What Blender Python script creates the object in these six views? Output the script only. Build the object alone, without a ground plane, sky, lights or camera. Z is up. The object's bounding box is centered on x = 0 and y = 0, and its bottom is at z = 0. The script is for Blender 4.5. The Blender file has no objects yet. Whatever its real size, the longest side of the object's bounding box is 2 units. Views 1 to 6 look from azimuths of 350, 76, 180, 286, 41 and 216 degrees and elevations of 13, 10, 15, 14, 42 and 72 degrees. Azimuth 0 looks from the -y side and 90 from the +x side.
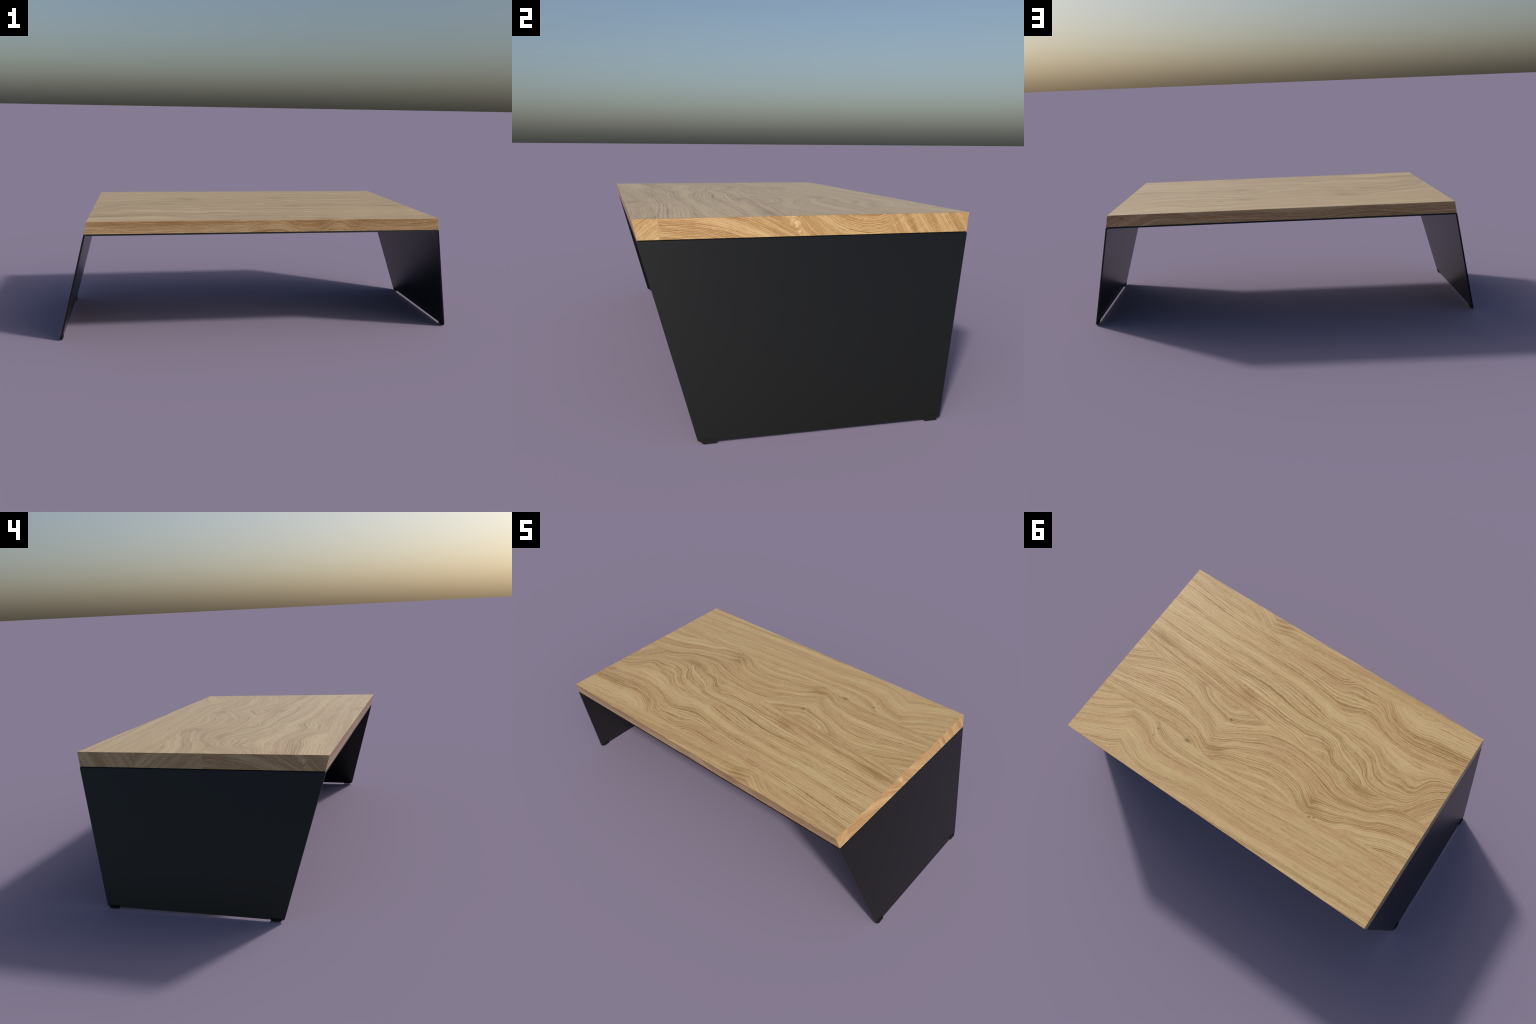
# Low table: one solid oak board on a folded black steel sheet that forms the
# support plate and two splayed, tapering panel legs, each on two rubber feet.
import bpy, bmesh, math
from mathutils import Vector

# ------------------------------------------------------------------ sizes (m)
TOP_Z, SEAT_Z = 0.6114, 0.5525            # board: upper face / lower face
TOP_HALF = (0.8342, 0.5282)               # half length, half width, upper face
LOW_HALF = (0.8488, 0.5136)               # same, lower face
SHEET = 0.0078                            # steel thickness
LEG_END_Z, LEG_END_X = 0.0055, 0.9950     # bottom edge of a leg, outer side
SPLAY = 0.2655                            # leg: outward run per metre of drop
TAPER = 0.2690                            # leg: loss of half width per metre
CORNER_R = 0.008                          # lower corners of a leg
BEND_R = 0.0075                           # outer radius of the fold
FOOT_Y = (0.3172, 0.3575)                 # foot from..to along the leg edge


def leg_x(z):
    return LEG_END_X - (z - LEG_END_Z) * SPLAY


def half_width(z):
    w = 0.5144 - (0.545 - min(z, 0.545)) * TAPER
    return w - max(z - 0.545, 0.0) ** 2 * 45.0          # eased upper rim


# ------------------------------------------------------------- node helpers
class Graph:
    """Small expression builder for shader nodes."""

    def __init__(self, name):
        self.mat = bpy.data.materials.new(name)
        self.mat.use_nodes = True
        self.tree = self.mat.node_tree
        self.tree.nodes.clear()
        self.out = self.node('ShaderNodeOutputMaterial')
        self.bsdf = self.node('ShaderNodeBsdfPrincipled')
        self.link(self.bsdf.outputs[0], self.out.inputs['Surface'])
        co = self.node('ShaderNodeTexCoord')
        sep = self.node('ShaderNodeSeparateXYZ')
        self.link(co.outputs['Object'], sep.inputs[0])
        self.x, self.y, self.z = (Val(self, s) for s in sep.outputs)

    def node(self, kind):
        return self.tree.nodes.new(kind)

    def link(self, a, b):
        self.tree.links.new(a, b)

    def put(self, value, socket):
        if isinstance(value, Val):
            self.link(value.s, socket)
        else:
            socket.default_value = value

    def math(self, op, *args, clamp=False):
        n = self.node('ShaderNodeMath')
        n.operation = op
        n.use_clamp = clamp
        for a, s in zip(args, n.inputs):
            self.put(a, s)
        return Val(self, n.outputs[0])

    def vec(self, a, b, c=0.0):
        n = self.node('ShaderNodeCombineXYZ')
        for v, s in zip((a, b, c), n.inputs):
            self.put(v, s)
        return n.outputs[0]

    def noise(self, a, b, c=0.0, detail=2.0, rough=0.5):
        """fractal noise, about 0.5 +- 0.2, over the plane (a, b), layer c"""
        n = self.node('ShaderNodeTexNoise')
        n.noise_dimensions = '3D'
        self.link(self.vec(a, b, c), n.inputs['Vector'])
        n.inputs['Scale'].default_value = 1.0
        n.inputs['Detail'].default_value = detail
        n.inputs['Roughness'].default_value = rough
        return Val(self, n.outputs[0])

    def dice(self, v):
        n = self.node('ShaderNodeTexWhiteNoise')
        n.noise_dimensions = '1D'
        self.put(v, n.inputs['W'])
        return Val(self, n.outputs['Value'])

    def step(self, v, a, b):
        """smooth 0..1 while v runs from a to b"""
        n = self.node('ShaderNodeMapRange')
        n.interpolation_type = 'SMOOTHSTEP'
        self.put(v, n.inputs[0])
        n.inputs[1].default_value = a
        n.inputs[2].default_value = b
        return Val(self, n.outputs[0])

    def guide(self, v, pts, lo=-0.25, hi=0.25):
        """curve through hand-set points (position, value)"""
        n = self.node('ShaderNodeFloatCurve')
        c = n.mapping.curves[0]
        x0, x1 = pts[0][0], pts[-1][0]
        k = [((p - x0) / (x1 - x0), (q - lo) / (hi - lo)) for p, q in pts]
        c.points[0].location = k[0]
        c.points[1].location = k[-1]
        for p in k[1:-1]:
            c.points.new(*p)
        n.mapping.update()
        self.put((v - x0) * (1.0 / (x1 - x0)), n.inputs['Value'])
        return Val(self, n.outputs[0]) * (hi - lo) + lo

    def even(self, v, vals, half=0.86):
        """guide with evenly spaced points from -half to +half"""
        m = len(vals) - 1
        return self.guide(v, [(-half + 2 * half * i / m, q) for i, q in enumerate(vals)])

    def ramp(self, v, stops):
        n = self.node('ShaderNodeValToRGB')
        e = n.color_ramp.elements
        e[0].position, e[0].color = stops[0][0], (*stops[0][1], 1)
        e[1].position, e[1].color = stops[-1][0], (*stops[-1][1], 1)
        for p, c in stops[1:-1]:
            e.new(p).color = (*c, 1)
        self.put(v, n.inputs[0])
        return n.outputs[0]

    def blend(self, f, a, b, mode='MIX'):
        n = self.node('ShaderNodeMix')
        n.data_type = 'RGBA'
        n.blend_type = mode
        self.put(f, n.inputs[0])
        for v, s in ((a, n.inputs[6]), (b, n.inputs[7])):
            if isinstance(v, tuple):
                s.default_value = (*v, 1)
            else:
                self.link(v, s)
        return n.outputs[2]


class Val:
    def __init__(self, g, s):
        self.g, self.s = g, s

    def __add__(self, o): return self.g.math('ADD', self, o)
    def __radd__(self, o): return self.g.math('ADD', o, self)
    def __sub__(self, o): return self.g.math('SUBTRACT', self, o)
    def __rsub__(self, o): return self.g.math('SUBTRACT', o, self)
    def __mul__(self, o): return self.g.math('MULTIPLY', self, o)
    def __rmul__(self, o): return self.g.math('MULTIPLY', o, self)
    def __abs__(self): return self.g.math('ABSOLUTE', self)

    def mix(self, o, f):                  # self where f = 0, o where f = 1
        return self + (o - self) * f

    def peak(self, w):                    # pointed bell, for creased grain
        return self.g.math('EXPONENT', abs(self) * (-1.0 / w))

    def dome(self, w):                    # bell curve of half breadth w
        q = self * (1.0 / w)
        return self.g.math('EXPONENT', q * q * -1.0)


# ------------------------------------------------------------ oak materials
PALE, BODY, DARK = (0.660, 0.495, 0.245), (0.556, 0.376, 0.178), (0.345, 0.205, 0.070)


def oak_colour(g, along, ring, fine, tone=0.5, gain=1.0, across=None):
    """Colour of oak from a coordinate along the grain (m), the flowing ring
    coordinate across it (m) and the number of fine rings per metre."""
    # broad bands of pale and dark summers
    band = g.step(g.noise(along * 0.55, ring * 44.0, 3.1, 1.0, 0.5), 0.28, 0.72)
    wide = g.step(g.noise(along * 0.45, ring * 15.0, 31.0, 1.0, 0.5), 0.30, 0.70)
    mid = g.noise(along * 1.7, ring * 75.0, 7.7, 2.0, 0.5)
    # single rings: a thin dark porous line that fades towards the next one
    n = ring * fine + (g.noise(along * 2.5, ring * fine * 0.35, 1.3, 2.0) - 0.5) * 2.2 \
        + (g.noise(along * 60.0, ring * fine * 1.5, 8.8, 1.0) - 0.5) * 0.35
    fr = g.math('FRACT', n)
    k = n - fr
    line = g.math('POWER', 1.0 - fr, 1.9) * g.step(fr, 0.0, 0.16)
    strength = g.dice(k) * 0.55 + 0.45
    strength = strength * (g.step(g.noise(along * 2.2, n * 0.5, 5.5, 1.0), 0.25, 0.58) * 0.65 + 0.35)
    # long fibres and short open pores
    fibre = g.noise(along * 13.0, ring * 260.0, 2.2, 2.0, 0.6)
    pore = g.step(g.noise(along * 45.0, ring * 900.0, 9.1, 1.0), 0.55, 0.70)
    straw = g.noise(along * 5.0, ring * 140.0, 17.0, 1.0, 0.5)
    v = ((band - 0.5) * 0.35 + (wide - 0.5) * 0.20 + (mid - 0.5) * 0.38 + (fr - 0.5) * strength * 0.24) * gain + (fibre - 0.5) * 0.80 + (straw - 0.5) * 0.60 + tone
    # straight flecks that run with the stave, not with the rings
    fleck = g.noise(along * 42.0, (ring if across is None else across) * 240.0, 21.0, 1.0)
    v = v - line * strength * gain * 0.80 - pore * (line * 0.30 + 0.06) + (fleck - 0.5) * 0.42
    col = g.ramp(v, [(0.0, DARK), (0.45, BODY), (0.85, PALE)])
    # faint pinkish / straw drift
    drift = g.step(g.noise(along * 1.3, ring * 14.0, 12.0, 1.0), 0.35, 0.65)
    col = g.blend(drift * 0.7, col, (1.0, 0.94, 0.95), 'MULTIPLY')
    return col, line * strength, v


def finish(g, col, height, tint=None):
    if tint:
        col = g.blend(1.0, col, tint, 'MULTIPLY')
    g.link(col, g.bsdf.inputs['Base Color'])
    g.bsdf.inputs['Roughness'].default_value = 0.30
    g.bsdf.inputs['IOR'].default_value = 1.5
    b = g.node('ShaderNodeBump')
    b.inputs['Strength'].default_value = 0.05
    b.inputs['Distance'].default_value = 0.001
    g.put(height, b.inputs['Height'])
    g.link(b.outputs[0], g.bsdf.inputs['Normal'])
    return g.mat


def oak_face():
    """Upper face: four glued staves, each with its own flowing grain."""
    g = Graph('oak_face_grain')
    x = g.x
    y = g.y + (g.noise(g.x * 3.2, g.y * 11.0, 0.0, 2.0) - 0.5) * 0.007 \
            + (g.noise(g.x * 13.0, g.y * 45.0, 4.0, 1.0) - 0.5) * 0.0036 \
            + (g.noise(g.x * 30.0, g.y * 110.0, 6.0, 1.0) - 0.5) * 0.0026
    # stave joints across the width
    j1 = g.guide(x, [(-0.86, -0.502), (-0.55, -0.475), (-0.30, -0.443), (0.0, -0.437),
                     (0.45, -0.445), (0.86, -0.455)], -0.6, -0.3)
    j3 = g.guide(x, [(-0.86, 0.200), (-0.63, 0.215), (-0.37, 0.248), (-0.07, 0.269), (0.15, 0.288),
                     (0.32, 0.270), (0.60, 0.261), (0.86, 0.272)], 0.1, 0.4)
    on2 = g.step(g.y - j1, -0.002, 0.002)
    on3 = g.step(g.y, -0.014, -0.010)
    on4 = g.step(g.y - j3, -0.0015, 0.0015)
    # grain lines swing sideways along guide lines (one near each stave edge)
    s1 = g.even(x, [-.034, -.026, -.020, -.013, -.006, .002, .009, .016, .022, .030, .036, .052,
                    .010, -.010, -.013, -.020, -.028])
    low2 = g.even(x, [.011, .024, .035, .061, .020, -.047, -.038, .006, .007, .010, .013, .008,
                      -.002, -.010, -.020, -.032, -.042])
    mid2 = g.even(x, [-.024, .007, .031, .030, .017, .016, .040, .014, -.008, -.018, -.024, -.022,
                      -.016, -.014, -.014, -.015, -.014])
    top2 = g.even(x, [-.188, .009, .121, .141, .091, .060, -.018, .012, .020, .000, -.012, -.012,
                      -.020, -.030, -.035, -.048, -.065])
    low3 = g.even(x, [-.110, -.102, -.065, .024, .014, -.030, -.041, -.047, -.034, .024, .051,
                      .045, .003, -.010, .008, .050, .110])
    top3 = g.even(x, [-.115, -.100, -.065, -.030, .023, .032, -.004, -.007, .014, .041, .093,
                      .067, .059, .068, .075, .082, .094])
    low4 = g.even(x, [-.056, -.051, -.045, -.038, -.030, -.022, -.010, .002, .012, .022, .030,
                      .032, .014, -.035, -.004, .053, .104])
    top4 = g.even(x, [-.060, -.056, -.050, -.043, -.036, -.029, -.022, -.018, -.015, -.012, .002,
                      .028, .040, .027, .035, .069, .113])
    m = g.math
    ramp01 = lambda a, b: m('MULTIPLY', y - a, 1.0 / (b - a), clamp=True)
    w1 = y - s1
    w2 = y - low2.mix(mid2, ramp01(-.42, -.24)).mix(top2, ramp01(-.24, -.06))
    # swirls where branches left the stem
    for cx, cy, ax, ay, amp in ((-.20, -.03, .08, .05, -.061), (-.70, -.12, .06, .08, -.030),
                                (-.28, -.42, .06, .06, -.011), (.20, -.08, .12, .05, -.026)):
        w2 = w2 + (x - cx).dome(ax) * (y - cy).dome(ay) * amp
    w3 = y - low3.mix(top3, ramp01(0.0, 0.2))
    eye = (x - .275).dome(.100) * (y + .015).dome(.050)
    w3 = w3 + eye * -0.075
    w4 = y - low4.mix(top4, ramp01(0.3, 0.5))
    # creases where the grain turns sharply
    w4 = w4 + (x - .585 + (y - .42) * .25).peak(.045) * .022
    w3 = w3 - (x - .225).peak(.040) * .018 - (x + .335).peak(.040) * g.step(y, .06, .20) * .022
    w1 = w1 - (x - .335).peak(.040) * .018
    # ring spacing differs per stave
    ring = (w1 * 1.5 + 2.0).mix(w2 * 0.62, on2).mix(w3 + 3.0, on3).mix(w4 * 1.25 + 5.0, on4)
    shade = 0.0
    for cx, cy, a, b, f in ((.215, -.085, .060, .028, .30), (.740, -.110, .085, .035, .34),
                            (-.335, .190, .045, .040, .34), (.19, .225, .060, .030, .34),
                            (-.50, .020, .075, .024, .34), (.28, -.50, .060, .028, .36),
                            (.62, .30, .050, .025, .16), (-.81, -.30, .030, .030, .26),
                            (.34, -.03, .090, .016, .14)):
        shade = shade + (x - cx).dome(a) * (y - cy).dome(b) * f
    pale = (x + .06).dome(.13) * (y + .045).dome(.035) * .16 + (x + .22).dome(.05) * (y + .03).dome(.03) * .10 \
        + (x + .50).dome(.25) * (y + .43).dome(.04) * .14
    shade = shade - pale
    tone = 0.58 - shade + on2 * 0.02 + on4 * 0.06
    gain = 0.72 + on2 * 0.22 + on3 * 0.08 - on4 * 0.14
    col, line, v = oak_colour(g, x, ring, 124.0, tone, gain, g.y)
    # pale glue line and the knots
    glue = (g.y - j3).dome(0.006) * g.step(x, -0.75, -0.2) * g.step(x, 0.9, 0.2)
    col = g.blend(glue * 0.45, col, PALE)
    for cx, cy, a, b, f in ((.467, .296, .006, .005, .75), (.466, .335, .004, .004, .65),
                            (.316, .267, .016, .008, .7), (.206, .064, .007, .005, .95),
                            (-.364, .250, .005, .005, .75), (-.384, .240, .005, .005, .7)):
        spot = (g.x - cx).dome(a) * (g.y - cy).dome(b)
        col = g.blend(spot * f, col, (0.12, 0.062, 0.020))
    return finish(g, col, v)


def oak_edge():
    """Long edges: side grain running along x over a few cm of height."""
    g = Graph('oak_edge_grain')
    x = g.x
    front = g.step(g.y, 0.1, -0.1)
    z = g.z - 0.582 + (g.noise(x * 5.0, g.z * 40.0, 2.0, 2.0) - 0.5) * 0.014
    a = g.guide(x, [(-.86, -.004), (-.6, -.004), (-.35, .006), (-.15, .010), (-.05, .022), (.04, .030),
                    (.12, .006), (.20, -.006), (.27, .008), (.338, .034), (.40, .010), (.50, -.006),
                    (.65, -.016), (.75, -.014), (.86, .006)], -0.1, 0.1)
    b = g.guide(x, [(-.86, .002), (-.65, .004), (-.50, .016), (-.427, .022), (-.33, .014), (-.15, -.004),
                    (.1, .000), (.3, .004), (.42, -.004), (.50, .006), (.578, .016), (.64, .000),
                    (.72, -.030), (.86, -.085)], -0.1, 0.1)
    w = z - b.mix(a, front)
    # darker wood round the two humps of the front edge
    dusk = 0.0
    for cx, wd, f in ((-.03, .05, .22), (.135, .05, .14), (.262, .055, .34), (.42, .06, .24), (-.42, .12, .08)):
        dusk = dusk + (x - cx).dome(wd) * f
    dusk = dusk * front
    col, line, v = oak_colour(g, x, w + 1.0 + front, 165.0, 0.52 - dusk, 1.4)
    spot = (x - .765).dome(.007) * (g.z - .594).dome(.004) * (1.0 - front)
    col = g.blend(spot * 0.85, col, (0.10, 0.05, 0.02))
    return finish(g, col, v)


def oak_end():
    """End grain: arcs of rings crossed by pale rays, one set per stave."""
    g = Graph('oak_end_grain')
    right = g.step(g.x, -0.1, 0.1)
    s0 = (g.y * -1.0 - 0.475).mix(g.y, right)
    z = g.z - 0.582
    s = s0 + (g.noise(s0 * 16.0, z * 25.0, 6.0, 2.0) - 0.5) * 0.012
    zz = z + (g.noise(s0 * 22.0, z * 30.0, 8.0, 2.0) - 0.5) * 0.008
    j = lambda a: g.step(s0 + (g.noise(z * 60.0, a, 0.0, 2.0) - 0.5) * 0.010, a - 0.002, a + 0.002)
    k2, k3, k4, k5 = j(-.742), j(-.452), j(-.032), j(.257)
    p1 = zz * 0.62 + s * 0.78
    p2 = zz * 0.82 - s * 0.57
    t3 = s + 0.44
    p3 = zz * 0.85 + t3 * t3 * 0.62 + 1.0
    t4 = s - 0.19
    p4 = zz * 0.85 - t4 * t4 * 2.3 + 2.0
    p5 = zz * 0.50 + s * 0.86 + 3.0
    p = p1.mix(p2, k2).mix(p3, k3).mix(p4, k4).mix(p5, k5)
    # direction of the rays, across the rings
    q1 = s * 0.62 - zz * 0.78
    q2 = s * 0.82 + zz * 0.57
    q3 = s * 0.95 - zz * 0.30
    q5 = s * 0.40 - zz * 0.90
    q = q1.mix(q2, k2).mix(q3, k3).mix(q5, k5)
    col, line, v = oak_colour(g, q * 2.0, p, 250.0, 0.50, 1.4)
    ray = g.step(g.noise(q * 330.0, p * 9.0, 14.0, 1.0), 0.58, 0.72) * (1.0 - k3 + k5)
    col = g.blend(ray * 0.35, col, (0.80, 0.62, 0.36))
    grit = g.noise(s0 * 420.0, z * 420.0, 0.0, 1.0)
    col = g.blend(g.step(grit, 0.45, 0.75) * 0.22, col, DARK)
    # pale ragged sapwood patch beside a joint
    patch = (s0 + 0.043 + z * 0.45 + (g.noise(s0 * 60.0, z * 60.0, 1.0, 3.0) - 0.5) * 0.05).dome(0.011)
    col = g.blend(patch * (1.0 - k4) * g.step(g.noise(s0 * 70.0, z * 70.0, 5.0, 2.0), 0.38, 0.55) * 0.7, col, (0.86, 0.66, 0.38))
    return finish(g, col, v, (1.0, 0.945, 0.87))


def black_powder_coat():
    g = Graph('black_powder_coat')
    n = g.noise(g.x * 260.0, g.y * 260.0, g.z * 260.0, 2.0)
    c = g.ramp(n, [(0.3, (0.0042, 0.0042, 0.0042)), (0.7, (0.0055, 0.0055, 0.0055))])
    g.link(c, g.bsdf.inputs['Base Color'])
    g.bsdf.inputs['Roughness'].default_value = 0.30
    g.bsdf.inputs['IOR'].default_value = 1.42
    return g.mat


def black_rubber():
    g = Graph('black_rubber')
    n = g.noise(g.x * 300.0, g.y * 300.0, g.z * 300.0, 1.0)
    c = g.ramp(n, [(0.3, (0.0035, 0.0035, 0.0035)), (0.7, (0.0050, 0.0050, 0.0050))])
    g.link(c, g.bsdf.inputs['Base Color'])
    g.bsdf.inputs['Roughness'].default_value = 0.75
    g.bsdf.inputs['IOR'].default_value = 1.35
    return g.mat


# ------------------------------------------------------------------ geometry
def add_object(name, bm, mats, parent):
    me = bpy.data.meshes.new(name)
    bmesh.ops.recalc_face_normals(bm, faces=bm.faces)
    bm.to_mesh(me)
    bm.free()
    for m in mats:
        me.materials.append(m)
    ob = bpy.data.objects.new(name, me)
    bpy.context.scene.collection.objects.link(ob)
    ob.parent = parent
    return ob


def bar(bm, rings):
    """closed solid from equal rings of points"""
    rows = [[bm.verts.new(p) for p in r] for r in rings]
    n = len(rows[0])
    for a, b in zip(rows[:-1], rows[1:]):
        for i in range(n):
            bm.faces.new((a[i], a[(i + 1) % n], b[(i + 1) % n], b[i]))
    bm.faces.new(rows[0])
    bm.faces.new(rows[-1][::-1])


def board(parent, mats):
    bm = bmesh.new()
    ring = lambda h, z: [(sx * h[0], sy * h[1], z) for sx, sy in ((-1, -1), (1, -1), (1, 1), (-1, 1))]
    bar(bm, [ring(LOW_HALF, SEAT_Z), ring(TOP_HALF, TOP_Z)])
    # long upper edges are planed off a little more than the rest
    long_top = [e for e in bm.edges if all(v.co.z > TOP_Z - 1e-4 for v in e.verts)
                and abs(e.verts[0].co.x - e.verts[1].co.x) > 1.0]
    bmesh.ops.bevel(bm, geom=long_top, offset=0.0016, segments=1, affect='EDGES', profile=0.5)
    bmesh.ops.bevel(bm, geom=list(bm.edges), offset=0.0005, segments=1, affect='EDGES', profile=0.5)
    bmesh.ops.recalc_face_normals(bm, faces=bm.faces)
    bm.normal_update()
    for f in bm.faces:
        n = f.normal
        f.material_index = 0 if n.z > 0.9 else (2 if abs(n.x) > abs(n.y) else 1)
    return add_object('tabletop', bm, mats, parent)


def folded_sheet():
    """cross-section of the steel in the x-z plane, outer and inner side"""
    plate_z = SEAT_Z - 0.0004
    out, inn = [], []
    c, s = 1 / math.hypot(1, SPLAY), SPLAY / math.hypot(1, SPLAY)   # leg direction (s, -c)
    # centre of the fold: BEND_R below the plate face and inside the leg face
    cz = plate_z - BEND_R
    cx = leg_x(cz) - BEND_R / c
    end = math.atan2(s, c)                     # outward normal of the leg face
    # rounded lower corners: the sheet starts narrower and swells along an arc
    half = []
    tc, ts = 1 / math.hypot(1, TAPER), TAPER / math.hypot(1, TAPER)
    rz = LEG_END_Z + CORNER_R
    ry = half_width(rz) - CORNER_R / tc
    lean = math.atan2(ts, tc)
    for i in range(7):
        a = -math.pi / 2 + (math.pi / 2 - lean) * i / 6
        z = rz + CORNER_R * math.sin(a)
        half.append(((leg_x(z), z), (leg_x(z) - SHEET / c, z), ry + CORNER_R * math.cos(a)))
    steps = 8
    ri = 0.0015
    # inner fold centre
    icz = plate_z - SHEET - ri
    icx = leg_x(icz) - SHEET / c - ri / c
    for i in range(steps + 1):
        a = end + (math.pi / 2 - end) * i / steps
        half.append(((cx + BEND_R * math.cos(a), cz + BEND_R * math.sin(a)),
                     (icx + ri * math.cos(a), icz + ri * math.sin(a)), None))
    return half


def steel(parent, mat):
    half = folded_sheet()
    stations = half + [((-o[0], o[1]), (-i[0], i[1]), w) for o, i, w in half[::-1]]
    bm = bmesh.new()
    rings = []
    for (ox, oz), (ix, iz), w in stations:
        wo, wi = w or half_width(oz), w or half_width(iz)
        rings.append([(ox, -wo, oz), (ox, wo, oz), (ix, wi, iz), (ix, -wi, iz)])
    bar(bm, rings)
    bm.normal_update()
    # eased outer rim of the sheet
    rim = [e for e in bm.edges if len(e.link_faces) == 2 and e.calc_face_angle(0) > math.radians(50)]
    bmesh.ops.bevel(bm, geom=rim, offset=0.0007, segments=1, affect='EDGES', profile=0.5)
    cut = 0.80
    for sx in (-1, 1):
        bmesh.ops.bisect_plane(bm, geom=list(bm.verts) + list(bm.edges) + list(bm.faces),
                               plane_co=(sx * cut, 0, 0), plane_no=(1, 0, 0))
    legs = []
    for name, test in (('support_plate', lambda x: abs(x) < cut),
                       ('leg', lambda x: x > cut), ('leg', lambda x: x < -cut)):
        part = bm.copy()
        gone = [f for f in part.faces if not test(f.calc_center_median().x)]
        bmesh.ops.delete(part, geom=gone, context='FACES')
        ob = add_object(name, part, [mat], parent)
        if name == 'leg':
            legs.append(ob)
    bm.free()
    return legs


def foot_mesh(sx, sy):
    """rubber cap clipped over the lower edge of a leg"""
    proud, top = 0.0036, 0.0118
    deep = SHEET * math.hypot(1, SPLAY)
    sec = lambda z: (leg_x(z) + proud, leg_x(z) - deep - proud)
    bm = bmesh.new()
    rings = []
    for y in FOOT_Y:
        (a0, b0), (a1, b1) = sec(0.0), sec(top)
        pts = [(1.0, 0.0), (b0, 0.0), (b1, top), (a1, top)]
        rings.append([(sx * px, sy * y, pz) for px, pz in pts])
    bar(bm, rings)
    bmesh.ops.bevel(bm, geom=list(bm.edges), offset=0.0014, segments=2, affect='EDGES', profile=0.5)
    return bm


def build():
    root = bpy.data.objects.new('coffee_table', None)
    bpy.context.scene.collection.objects.link(root)
    root['label'] = 'low oak table on a folded black steel sheet base'
    root['category'] = 'coffee table'
    board(root, [oak_face(), oak_edge(), oak_end()])
    coat, rubber = black_powder_coat(), black_rubber()
    for leg in steel(root, coat):
        sx = 1 if leg.data.vertices[0].co.x > 0 else -1
        for sy in (-1, 1):
            add_object('foot', foot_mesh(sx, sy), [rubber], leg)


build()
